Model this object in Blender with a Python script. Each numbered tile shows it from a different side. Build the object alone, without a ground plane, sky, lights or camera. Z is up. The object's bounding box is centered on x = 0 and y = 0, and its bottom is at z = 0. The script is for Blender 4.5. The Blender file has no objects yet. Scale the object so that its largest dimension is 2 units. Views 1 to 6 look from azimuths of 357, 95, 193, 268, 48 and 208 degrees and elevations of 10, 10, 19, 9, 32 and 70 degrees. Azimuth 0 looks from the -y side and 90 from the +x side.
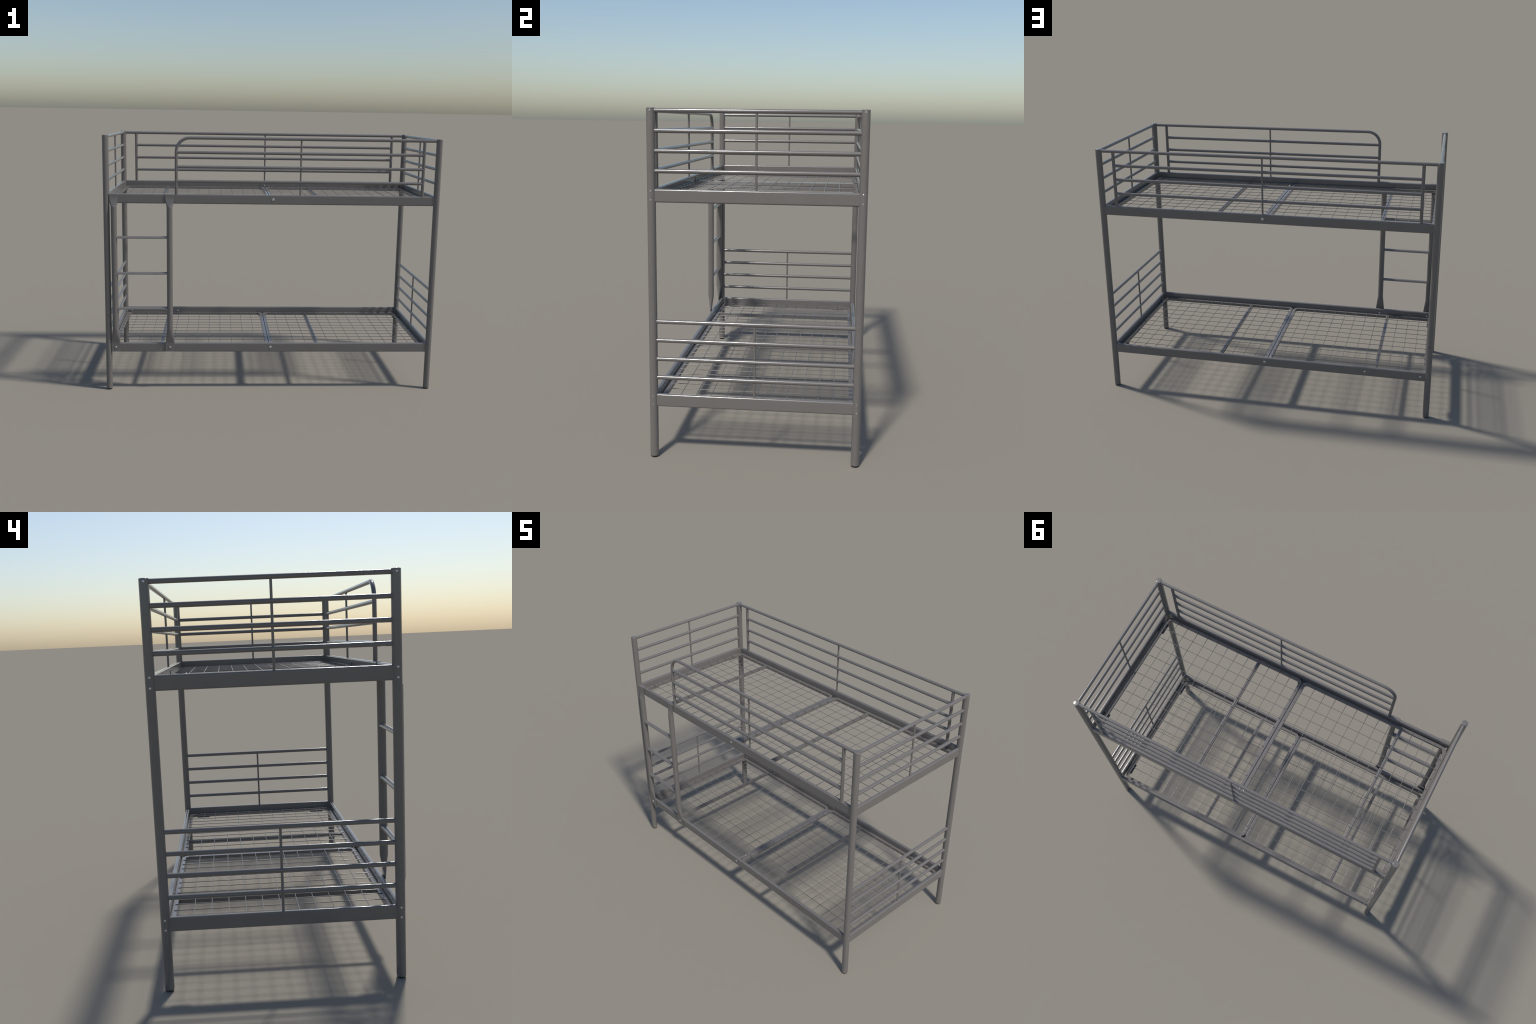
"""Grey tubular-steel bunk bed: four round legs, two mesh bed bases, slatted
ends, two guard rails on the upper bunk and a hooked-on ladder."""
import math
import bpy
import bmesh
from mathutils import Vector

# ------------------------------------------------------------------ sizes (m)
LEG_X = 0.9805                 # leg axes
Y_FRONT, Y_BACK = -0.4404, 0.4535
Y_MID = (Y_FRONT + Y_BACK) / 2
LEG_R, LEG_TOP = 0.0185, 1.5375
BUNK = 0.9066                  # lower bunk -> upper bunk
BEAM_BOTTOM, BEAM_TOP = 0.2345, 0.2914
BEAM_T, BEAM_R = 0.0195, 0.0072
RAIL_R = 0.0094
BAR_R = 0.0090                 # infill bars of the guard rails
ROD_R = 0.0052                 # thin upright rods
END_RAILS = (0.3670, 0.4512, 0.5353, 0.6195)
BASE_TOP = 0.2555              # top of the mattress-base frame
FRAME_W, FRAME_H = 0.0198, 0.0180
BASE_DX, BASE_DY = -0.0020, 0.0004   # the bases sit a touch off centre
ROD_DY = -0.0001
WIRE_R = 0.0016
LADDER_Y, LADDER_R = -0.4538, 0.0177
LADDER_X = (-0.9368, -0.6105)
RUNG_Z = (0.5035, 0.7182, 0.9343)   # flat undersides


# ------------------------------------------------------------------ materials
def new_material(name):
    mat = bpy.data.materials.new(name)
    mat.use_nodes = True
    nodes, links = mat.node_tree.nodes, mat.node_tree.links
    return mat, nodes, links, nodes["Principled BSDF"]


def painted_steel(name, dark, light, rough, spec):
    """Powder-coated steel: faint cloudy tone, slight gloss change, fine grain."""
    mat, nodes, links, bsdf = new_material(name)
    coord = nodes.new("ShaderNodeTexCoord")
    cloud = nodes.new("ShaderNodeTexNoise")
    cloud.inputs["Scale"].default_value = 9.0
    cloud.inputs["Detail"].default_value = 4.0
    links.new(coord.outputs["Object"], cloud.inputs["Vector"])
    ramp = nodes.new("ShaderNodeValToRGB")
    ramp.color_ramp.elements[0].position = 0.3
    ramp.color_ramp.elements[0].color = (*dark, 1)
    ramp.color_ramp.elements[1].position = 0.7
    ramp.color_ramp.elements[1].color = (*light, 1)
    links.new(cloud.outputs["Fac"], ramp.inputs["Fac"])
    links.new(ramp.outputs["Color"], bsdf.inputs["Base Color"])
    gloss = nodes.new("ShaderNodeMapRange")
    gloss.inputs["To Min"].default_value = rough - 0.02
    gloss.inputs["To Max"].default_value = rough + 0.02
    links.new(cloud.outputs["Fac"], gloss.inputs["Value"])
    links.new(gloss.outputs["Result"], bsdf.inputs["Roughness"])
    bsdf.inputs["Metallic"].default_value = 0.0
    bsdf.inputs["IOR"].default_value = 1.5
    bsdf.inputs["Specular IOR Level"].default_value = spec
    grain = nodes.new("ShaderNodeTexNoise")
    grain.inputs["Scale"].default_value = 420.0
    links.new(coord.outputs["Object"], grain.inputs["Vector"])
    bump = nodes.new("ShaderNodeBump")
    bump.inputs["Strength"].default_value = 0.02
    bump.inputs["Distance"].default_value = 0.0004
    links.new(grain.outputs["Fac"], bump.inputs["Height"])
    links.new(bump.outputs["Normal"], bsdf.inputs["Normal"])
    return mat


def bright_metal(name, colour, rough):
    mat, nodes, links, bsdf = new_material(name)
    coord = nodes.new("ShaderNodeTexCoord")
    noise = nodes.new("ShaderNodeTexNoise")
    noise.inputs["Scale"].default_value = 300.0
    links.new(coord.outputs["Object"], noise.inputs["Vector"])
    rng = nodes.new("ShaderNodeMapRange")
    rng.inputs["To Min"].default_value = rough - 0.05
    rng.inputs["To Max"].default_value = rough + 0.05
    links.new(noise.outputs["Fac"], rng.inputs["Value"])
    links.new(rng.outputs["Result"], bsdf.inputs["Roughness"])
    bsdf.inputs["Base Color"].default_value = (*colour, 1)
    bsdf.inputs["Metallic"].default_value = 1.0
    return mat


PAINT = painted_steel("grey_paint", (0.150, 0.140, 0.132), (0.158, 0.147, 0.139), 0.165, 0.6)
WIRE_PAINT = painted_steel("grey_wire", (0.150, 0.140, 0.132), (0.158, 0.147, 0.139), 0.21, 0.5)
ZINC = bright_metal("zinc_plated", (0.58, 0.57, 0.56), 0.17)
BLACK = painted_steel("black_plastic", (0.010, 0.010, 0.011), (0.014, 0.014, 0.015), 0.5, 0.5)


# ------------------------------------------------------------------ mesh tools
def finish(bm, name, mat, sharp=38):
    """bmesh -> mesh datablock, smooth shaded with sharp edges by angle."""
    bmesh.ops.recalc_face_normals(bm, faces=bm.faces)
    limit = math.radians(sharp)
    for e in bm.edges:
        if len(e.link_faces) == 2:
            e.smooth = e.calc_face_angle(0.0) < limit
    for f in bm.faces:
        f.smooth = True
    bm.normal_update()
    area = {f: f.calc_area() for f in bm.faces}
    cos_limit, normals = math.cos(limit), []
    for f in bm.faces:                       # area-weighted: flats stay flat
        for loop in f.loops:
            n = Vector()
            for g in loop.vert.link_faces:
                if g.normal.dot(f.normal) > cos_limit:
                    n += g.normal * area[g]
            normals.append(n.normalized())
    me = bpy.data.meshes.new(name)
    bm.to_mesh(me)
    bm.free()
    me.normals_split_custom_set(normals)
    me.materials.append(mat)
    return me


def loft(bm, rings, close=False, caps=True):
    """Skin a list of equally long rings of points."""
    loops = [[bm.verts.new(p) for p in ring] for ring in rings]
    n = len(loops[0])
    pairs = list(zip(loops, loops[1:]))
    if close:
        pairs.append((loops[-1], loops[0]))
    for a, b in pairs:
        for i in range(n):
            j = (i + 1) % n
            bm.faces.new((a[i], a[j], b[j], b[i]))
    if caps and not close:
        bm.faces.new(loops[0][::-1])
        bm.faces.new(loops[-1])


def circle(r, n=28):
    return [(r * math.cos(2 * math.pi * i / n), r * math.sin(2 * math.pi * i / n)) for i in range(n)]


def rounded_rect(hx, hy, r, per=6):
    """Closed outline of a rectangle of half sizes hx, hy with corner radius r."""
    pts = []
    for k, (sx, sy) in enumerate(((1, 1), (-1, 1), (-1, -1), (1, -1))):
        for i in range(per + 1):
            a = math.pi / 2 * (k + i / per)
            pts.append((sx * (hx - r) + r * math.cos(a), sy * (hy - r) + r * math.sin(a)))
    return pts


def sweep_rings(section, path, side, close=False):
    """Place a 2D section (side, up) along a planar path; `side` is the plane's normal."""
    side = Vector(side).normalized()
    path = [Vector(p) for p in path]
    rings = []
    for i, p in enumerate(path):
        if close:
            t = path[(i + 1) % len(path)] - path[i - 1]
        else:
            t = path[min(i + 1, len(path) - 1)] - path[max(i - 1, 0)]
        up = t.normalized().cross(side)
        sec = section[i] if isinstance(section[0], list) else section
        rings.append([p + side * a + up * b for a, b in sec])
    return rings


def tube_mesh(name, path, r, side, mat, n=28):
    bm = bmesh.new()
    loft(bm, sweep_rings(circle(r, n), path, side))
    return finish(bm, name, mat)


def lathe_mesh(name, profile, mat, n=32, sharp=38):
    """Revolve (radius, height) pairs about local z; radius 0 closes an end."""
    bm = bmesh.new()
    loops = []
    for r, z in profile:
        loops.append([bm.verts.new((0, 0, z))] if r == 0 else
                     [bm.verts.new((x, y, z)) for x, y in circle(r, n)])
    for a, b in zip(loops, loops[1:]):
        for i in range(n):
            j = (i + 1) % n
            if len(a) == 1:
                bm.faces.new((a[0], b[j], b[i]))
            elif len(b) == 1:
                bm.faces.new((a[i], a[j], b[0]))
            else:
                bm.faces.new((a[i], a[j], b[j], b[i]))
    return finish(bm, name, mat, sharp)


def box_mesh(name, size, mat, bevel=0.001):
    bm = bmesh.new()
    bmesh.ops.create_cube(bm, size=1)
    bmesh.ops.scale(bm, vec=size, verts=bm.verts)
    bmesh.ops.bevel(bm, geom=list(bm.edges), offset=bevel, segments=2, affect="EDGES", profile=0.5)
    return finish(bm, name, mat)


def add(name, me, parent, loc=(0, 0, 0), rot=(0, 0, 0)):
    ob = bpy.data.objects.new(name, me)
    bpy.context.scene.collection.objects.link(ob)
    ob.parent = parent
    ob.location = Vector(loc)
    ob.rotation_euler = rot
    return ob


def at(parent, x, y, z):
    """World position expressed relative to an unrotated parent's location."""
    return Vector((x, y, z)) - (parent.location if parent.type == "MESH" else Vector())


# ------------------------------------------------------------------ the thing
bed = bpy.data.objects.new("bunk_bed", None)
bpy.context.scene.collection.objects.link(bed)
bed["label"] = "grey metal bunk bed with ladder and wire mesh bases"
bed["category"] = "bunk bed"

TO_X, TO_NX = (0, math.pi / 2, 0), (0, -math.pi / 2, 0)
TO_Y, TO_NY = (-math.pi / 2, 0, 0), (math.pi / 2, 0, 0)

# shared small hardware
rivet_me = lathe_mesh("rivet", [(0.0046, -0.004), (0.0046, 0.0006), (0.0040, 0.0012),
                                (0.0026, 0.0015), (0.0014, 0.0010), (0, 0.0008)], ZINC, 20, 50)
frame_rivet_me = lathe_mesh("frame_rivet", [(0.0042, -0.001), (0.0041, 0.0004), (0.0034, 0.0014),
                                            (0.0020, 0.0021), (0, 0.0023)], ZINC, 18, 60)


def bolt_profile(r, h):
    pts = [(r, -0.004)]
    for i in range(0, 6):
        a = math.pi / 2 * i / 6
        pts.append((r * math.cos(a) ** 0.8, h * math.sin(a)))
    pts += [(r * 0.28, h * 0.98), (r * 0.24, h * 0.72), (0, h * 0.70)]
    return pts


bolt_me = lathe_mesh("bolt", bolt_profile(0.0088, 0.0036), ZINC, 26, 60)
small_bolt_me = lathe_mesh("small_bolt", bolt_profile(0.0070, 0.0040), ZINC, 24, 60)
stud_me = lathe_mesh("bolt_end", [(0.0036, -0.003), (0.0036, 0.0010), (0.0030, 0.0015), (0, 0.0015)], ZINC, 18)
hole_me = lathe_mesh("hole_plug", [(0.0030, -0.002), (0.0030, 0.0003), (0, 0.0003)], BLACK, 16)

# ------------------------------------------------------------------ legs
leg_me = lathe_mesh("leg", [(LEG_R - 0.0035, 0.0032), (LEG_R - 0.0012, 0.0040), (LEG_R, 0.0062),
                            (LEG_R, LEG_TOP - 0.0040), (LEG_R - 0.0009, LEG_TOP - 0.0036),
                            (LEG_R - 0.0009, LEG_TOP - 0.0033)], PAINT, 40)
cap_me = lathe_mesh("leg_cap", [(LEG_R - 0.002, -0.010), (LEG_R, -0.0036), (LEG_R + 0.0002, -0.0022),
                                (LEG_R - 0.0008, -0.0008), (LEG_R - 0.0028, 0), (0, 0.0002)], PAINT, 40, 60)
foot_me = lathe_mesh("foot_pad", [(0, 0.0), (LEG_R - 0.0032, 0.0), (LEG_R - 0.0016, 0.0012),
                                  (LEG_R - 0.0014, 0.0042), (LEG_R - 0.004, 0.006)], BLACK, 40)
for sx in (-1, 1):
    for y in (Y_FRONT, Y_BACK):
        leg = add("leg", leg_me, bed, (sx * LEG_X, y, 0))
        add("leg_cap", cap_me, leg, (0, 0, LEG_TOP))
        add("foot_pad", foot_me, leg)
        for z in (0.2445, 0.2830, 0.2445 + BUNK + 0.0008, 0.2830 + BUNK + 0.0008, 1.5262):
            add("rivet", rivet_me, leg, (sx * (LEG_R - 0.0006), 0, z), TO_X if sx > 0 else TO_NX)
        sy = -1 if y < 0 else 1
        add("hole_plug", hole_me, leg, (0, sy * (LEG_R - 0.0001), 0.4632), TO_Y if sy > 0 else TO_NY)


# ------------------------------------------------------------------ beams and end rails
def beam_mesh(name, half):
    h = (BEAM_TOP - BEAM_BOTTOM) / 2
    bm = bmesh.new()
    sec = rounded_rect(BEAM_T / 2, h, BEAM_R)
    loft(bm, [[(x, a, b) for a, b in sec] for x in (-half, half)])
    return finish(bm, name, PAINT, 30)


side_beam_me = beam_mesh("side_beam", LEG_X - 0.013)
end_beam_me = beam_mesh("end_beam", (Y_BACK - Y_FRONT) / 2 - 0.013)
half_end = (Y_BACK - Y_FRONT) / 2 - 0.008
end_rail_me = tube_mesh("end_rail", [(0, -half_end, 0), (0, half_end, 0)], RAIL_R, (0, 0, 1), PAINT)
rod_len = END_RAILS[3] - BEAM_TOP
end_rod_me = tube_mesh("end_rod", [(0, 0, -0.003), (0, 0, rod_len)], ROD_R, (1, 0, 0), PAINT, 18)

beams = {}
for level in (0, BUNK):
    zc = level + (BEAM_TOP + BEAM_BOTTOM) / 2
    for y in (Y_FRONT, Y_BACK):
        beams[(level, y)] = add("side_beam", side_beam_me, bed, (0, y, zc))
    for sx in (-1, 1):
        x = sx * LEG_X
        add("end_beam", end_beam_me, bed, (x, Y_MID, zc), (0, 0, math.pi / 2))
        for z in END_RAILS:
            add("end_rail", end_rail_me, bed, (x, Y_MID, level + z))
        add("end_rod", end_rod_me, bed, (x, Y_MID + ROD_DY, level + BEAM_TOP))

# bolts through the side beams; support bracket at mid length
BRACKET_X = -0.0027
plate_top, plate_bot = 0.2785, 0.2354
bm = bmesh.new()
outline = []
for a, b in rounded_rect(0.0275, (plate_top - plate_bot + 0.02) / 2, 0.010):
    zc = plate_top - (plate_top - plate_bot + 0.02) / 2
    outline.append((a, max(b + zc, plate_bot)))
loft(bm, [[(a, 0.0, b) for a, b in outline], [(a, 0.0026, b) for a, b in outline]])
shelf = [(-0.0275, 0.0), (0.0275, 0.0), (0.0275, 0.030), (0.020, 0.036), (-0.020, 0.036), (-0.0275, 0.030)]
loft(bm, [[(a, b, plate_bot - 0.0002) for a, b in shelf], [(a, b, plate_bot + 0.0028) for a, b in shelf]])
bracket_me = finish(bm, "support_bracket", PAINT)

for (level, y), beam in beams.items():
    out = -1 if y < 0 else 1
    face = BEAM_T / 2
    add("bolt", bolt_me, beam, (0, out * (face - 0.0003), 0.0012), TO_Y if out > 0 else TO_NY)
    bracket = add("support_bracket", bracket_me, beam,
                  (-out * -BRACKET_X, -out * face, -(BEAM_TOP + BEAM_BOTTOM) / 2),
                  (0, 0, math.pi if out > 0 else 0))
    add("bolt_end", stud_me, beam, (0, -out * (face + 0.0018), 0.0012), TO_NY if out > 0 else TO_Y)

low_back, low_front = beams[(0, Y_BACK)], beams[(0, Y_FRONT)]
for x in LADDER_X:
    for beam, out in ((low_back, 1), (low_front, -1)):
        if out > 0:
            add("bolt", small_bolt_me, beam, (x, BEAM_T / 2 - 0.0003, 0.0005), TO_Y)
        add("bolt_end", small_bolt_me, beam, (x, -out * (BEAM_T / 2 - 0.0010), 0.0005), TO_NY if out > 0 else TO_Y)


# ------------------------------------------------------------------ guard rails
def arc(cx, cz, r, a0, a1, n=14):
    return [(cx + r * math.cos(a0 + (a1 - a0) * i / n), 0, cz + r * math.sin(a0 + (a1 - a0) * i / n))
            for i in range(n + 1)]


RAIL_Z = [z + BUNK for z in END_RAILS]
GUARD_END = 0.8920
FRONT_START, BEND = -0.5705, 0.080
sill = BUNK + BEAM_TOP - 0.004
reach = LEG_X - 0.008

back_me = tube_mesh("guard_rail", [(-reach, 0, 0), (reach, 0, 0)], RAIL_R, (0, 1, 0), PAINT)
back = add("guard_rail", back_me, bed, (0, Y_BACK, RAIL_Z[3]))
front_path = [(FRONT_START, 0, sill)] + arc(FRONT_START + BEND, RAIL_Z[3] - BEND, BEND, math.pi, math.pi / 2)
front_path.append((reach, 0, RAIL_Z[3]))
front_path = [(x, y, z - RAIL_Z[3]) for x, y, z in front_path]
front = add("guard_rail", tube_mesh("guard_rail_bent", front_path, RAIL_R, (0, 1, 0), PAINT), bed,
            (0, Y_FRONT, RAIL_Z[3]))

post_me = tube_mesh("guard_post", [(0, 0, sill - RAIL_Z[3]), (0, 0, 0)], BAR_R + 0.0003, (1, 0, 0), PAINT)
guard_rod_me = tube_mesh("guard_rod", [(0, 0, sill - RAIL_Z[3]), (0, 0, 0)], ROD_R, (1, 0, 0), PAINT, 18)
for guard, x0, posts in ((back, -GUARD_END, (-GUARD_END, GUARD_END)), (front, FRONT_START, (GUARD_END,))):
    mid = (x0 + GUARD_END) / 2
    half = (GUARD_END - x0) / 2
    bar_me = tube_mesh("guard_bar", [(-half, 0, 0), (half, 0, 0)], BAR_R, (0, 1, 0), PAINT)
    for z in RAIL_Z[:3]:
        add("guard_bar", bar_me, guard, (mid, 0, z - RAIL_Z[3]))
    for x in posts:
        add("guard_post", post_me, guard, (x, 0, 0))
    add("guard_rod", guard_rod_me, guard, (mid + 0.0007, 0, 0))

# ------------------------------------------------------------------ mesh bases
PANEL_X0, PANEL_X1 = 0.0018, 0.9665
PANEL_HY, PANEL_R = 0.4337, 0.040
WIRE_X0, WIRE_DX, WIRE_NX = {1: 0.0862, -1: 0.0858}, 0.0726, 12      # wires running across (along y)
WIRE_DY, WIRE_NY = 0.0688, 11                       # wires running along x

hx, mid_x = (PANEL_X1 - PANEL_X0) / 2, (PANEL_X1 + PANEL_X0) / 2
centre = rounded_rect(hx - FRAME_W / 2, PANEL_HY - FRAME_W / 2, PANEL_R - FRAME_W / 2, 10)
bm = bmesh.new()
sec = [(b, a) for a, b in rounded_rect(FRAME_W / 2, FRAME_H / 2, 0.0009, 2)]
loft(bm, sweep_rings(sec, [(a, b, -FRAME_H / 2) for a, b in centre], (0, 0, 1), close=True), close=True)
frame_me = finish(bm, "mattress_frame", PAINT)

cross_half = PANEL_HY - FRAME_W + 0.003
bm = bmesh.new()
sec = rounded_rect(0.0102, FRAME_H / 2 - 0.0005, 0.0008, 2)
loft(bm, [[(a, y, b - FRAME_H / 2) for a, b in sec] for y in (-cross_half, cross_half)])
crossbar_me = finish(bm, "crossbar", PAINT)

wire_end_x = (PANEL_X1 - 0.0110) - (PANEL_X0 + 0.0110)
wire_long_me = tube_mesh("wire_long", [(-wire_end_x / 2, 0, 0), (wire_end_x / 2, 0, 0)], WIRE_R, (0, 1, 0), WIRE_PAINT, 10)
wire_half_y = PANEL_HY - 0.0090
wire_cross_me = tube_mesh("wire_cross", [(0, -wire_half_y, 0), (0, wire_half_y, 0)], WIRE_R, (1, 0, 0), WIRE_PAINT, 10)
tab_me = box_mesh("support_tab", (0.0335, 0.076, 0.0028), PAINT, 0.0006)
support_me = box_mesh("centre_support", (0.0390, 2 * (PANEL_HY - 0.030), 0.0050), PAINT, 0.0006)

for level in (0, BUNK):
    add("centre_support", support_me, bed,
        (BASE_DX, Y_MID + BASE_DY, level + BASE_TOP - FRAME_H - 0.0004))
    for sx in (-1, 1):
        panel = add("mattress_frame", frame_me, bed, (sx * mid_x + BASE_DX, Y_MID + BASE_DY, level + BASE_TOP))
        ox = sx * mid_x
        slot = 3 if sx > 0 else 8
        add("crossbar", crossbar_me, panel, (sx * (WIRE_X0[sx] + slot * WIRE_DX) - ox, 0, -0.0004))
        for k in range(WIRE_NX):
            add("wire", wire_cross_me, panel, (sx * (WIRE_X0[sx] + k * WIRE_DX) - ox - 0.001, 0, WIRE_R * 0.8))
        for k in range(WIRE_NY):
            add("wire", wire_long_me, panel, (-0.001, (k - (WIRE_NY - 1) / 2) * WIRE_DY - 0.0004, WIRE_R * 2.2))
        for x in (0.0135, 0.9565):
            for dy in (-0.3655, 0.3640):
                add("frame_rivet", frame_rivet_me, panel, (sx * x - ox, dy, 0))
        for s in (-1, 1):
            add("support_tab", tab_me, panel,
                (sx * 0.9555 - ox, s * 0.3510, -FRAME_H - 0.0014))

# ------------------------------------------------------------------ ladder
N = 48


def section(width, depth, square):
    """Pressed tube: super-ellipse from round (square=0) to a flat strip (square=1)."""
    ex = 1.0 / (1.0 + 3.5 * square)
    ring = []
    for i in range(N):
        a = 2 * math.pi * (i + 0.5) / N
        c, d = math.cos(a), math.sin(a)
        ring.append((width * math.copysign(abs(c) ** ex, c), depth * math.copysign(abs(d) ** ex, d)))
    return ring


strip_t, hook_t = 0.0019, 0.0011
path, secs = [], []


def station(y, z, width, depth, square):
    path.append((0, y, z))
    secs.append(section(width, depth, square))


def press(z, t, wide, flat=None):
    """Part-flattened tube: t widens it, flat (default t) squashes it to a strip."""
    flat = t if flat is None else flat
    station(0, z, LADDER_R + (wide - LADDER_R) * t, LADDER_R + (strip_t - LADDER_R) * flat, flat ** 3)


for z in (0.2385, 0.2900):
    press(z, 1.0, 0.0277)
for i in range(1, 11):
    press(0.2900 + i / 10 * 0.093, 1 - i / 10, 0.0277)
press(0.60, 0, 0.02)
press(0.90, 0, 0.02)
for t in (0, 0.05, 0.1, 0.15, 0.2, 0.3, 0.4, 0.5, 0.6, 0.7, 0.85, 1.0):   # squashed quickly, then widening
    press(1.1205 + t * 0.073, t, 0.0290, 1 - (1 - t) ** 2.6)
top_z = BUNK + BEAM_TOP + hook_t + 0.0002
y_beam = Y_FRONT - LADDER_Y
r_hook = 0.0080
for i in range(1, 9):                                  # over the beam
    a = math.pi - math.pi / 2 * i / 8
    station(r_hook + r_hook * math.cos(a), top_z - r_hook + r_hook * math.sin(a), 0.0290, hook_t, 1.0)
y_in = y_beam + BEAM_T / 2 + hook_t + 0.0002
for i in range(0, 9):
    a = math.pi / 2 - math.pi / 2 * i / 8
    station(y_in - r_hook + r_hook * math.cos(a), top_z - r_hook + r_hook * math.sin(a), 0.0290, hook_t, 1.0)
station(y_in, 1.1560, 0.0290, hook_t, 1.0)

bm = bmesh.new()
loft(bm, sweep_rings(secs, path, (1, 0, 0)))
ladder_rail_me = finish(bm, "ladder_rail", PAINT, 42)
for x in LADDER_X:
    rail = add("ladder_rail", ladder_rail_me, bed, (x, LADDER_Y, 0))
    add("bolt", small_bolt_me, rail, (0, -strip_t, 0.2655), TO_NY)

span = (LADDER_X[1] - LADDER_X[0]) / 2 - 0.004
bm = bmesh.new()
RUNG_HALF, RUNG_H = 0.0138, 0.0132
sec = [(RUNG_HALF * math.cos(math.pi * i / 20), RUNG_H * math.sin(math.pi * i / 20)) for i in range(21)]
sec += [(-RUNG_HALF + 0.0012, -0.0008), (RUNG_HALF - 0.0012, -0.0008)]      # half-round tread
loft(bm, [[(x, a, b) for a, b in sec] for x in (-span, span)])
rung_me = finish(bm, "ladder_rung", PAINT)
for z in RUNG_Z:
    add("ladder_rung", rung_me, bed, (sum(LADDER_X) / 2, LADDER_Y, z))
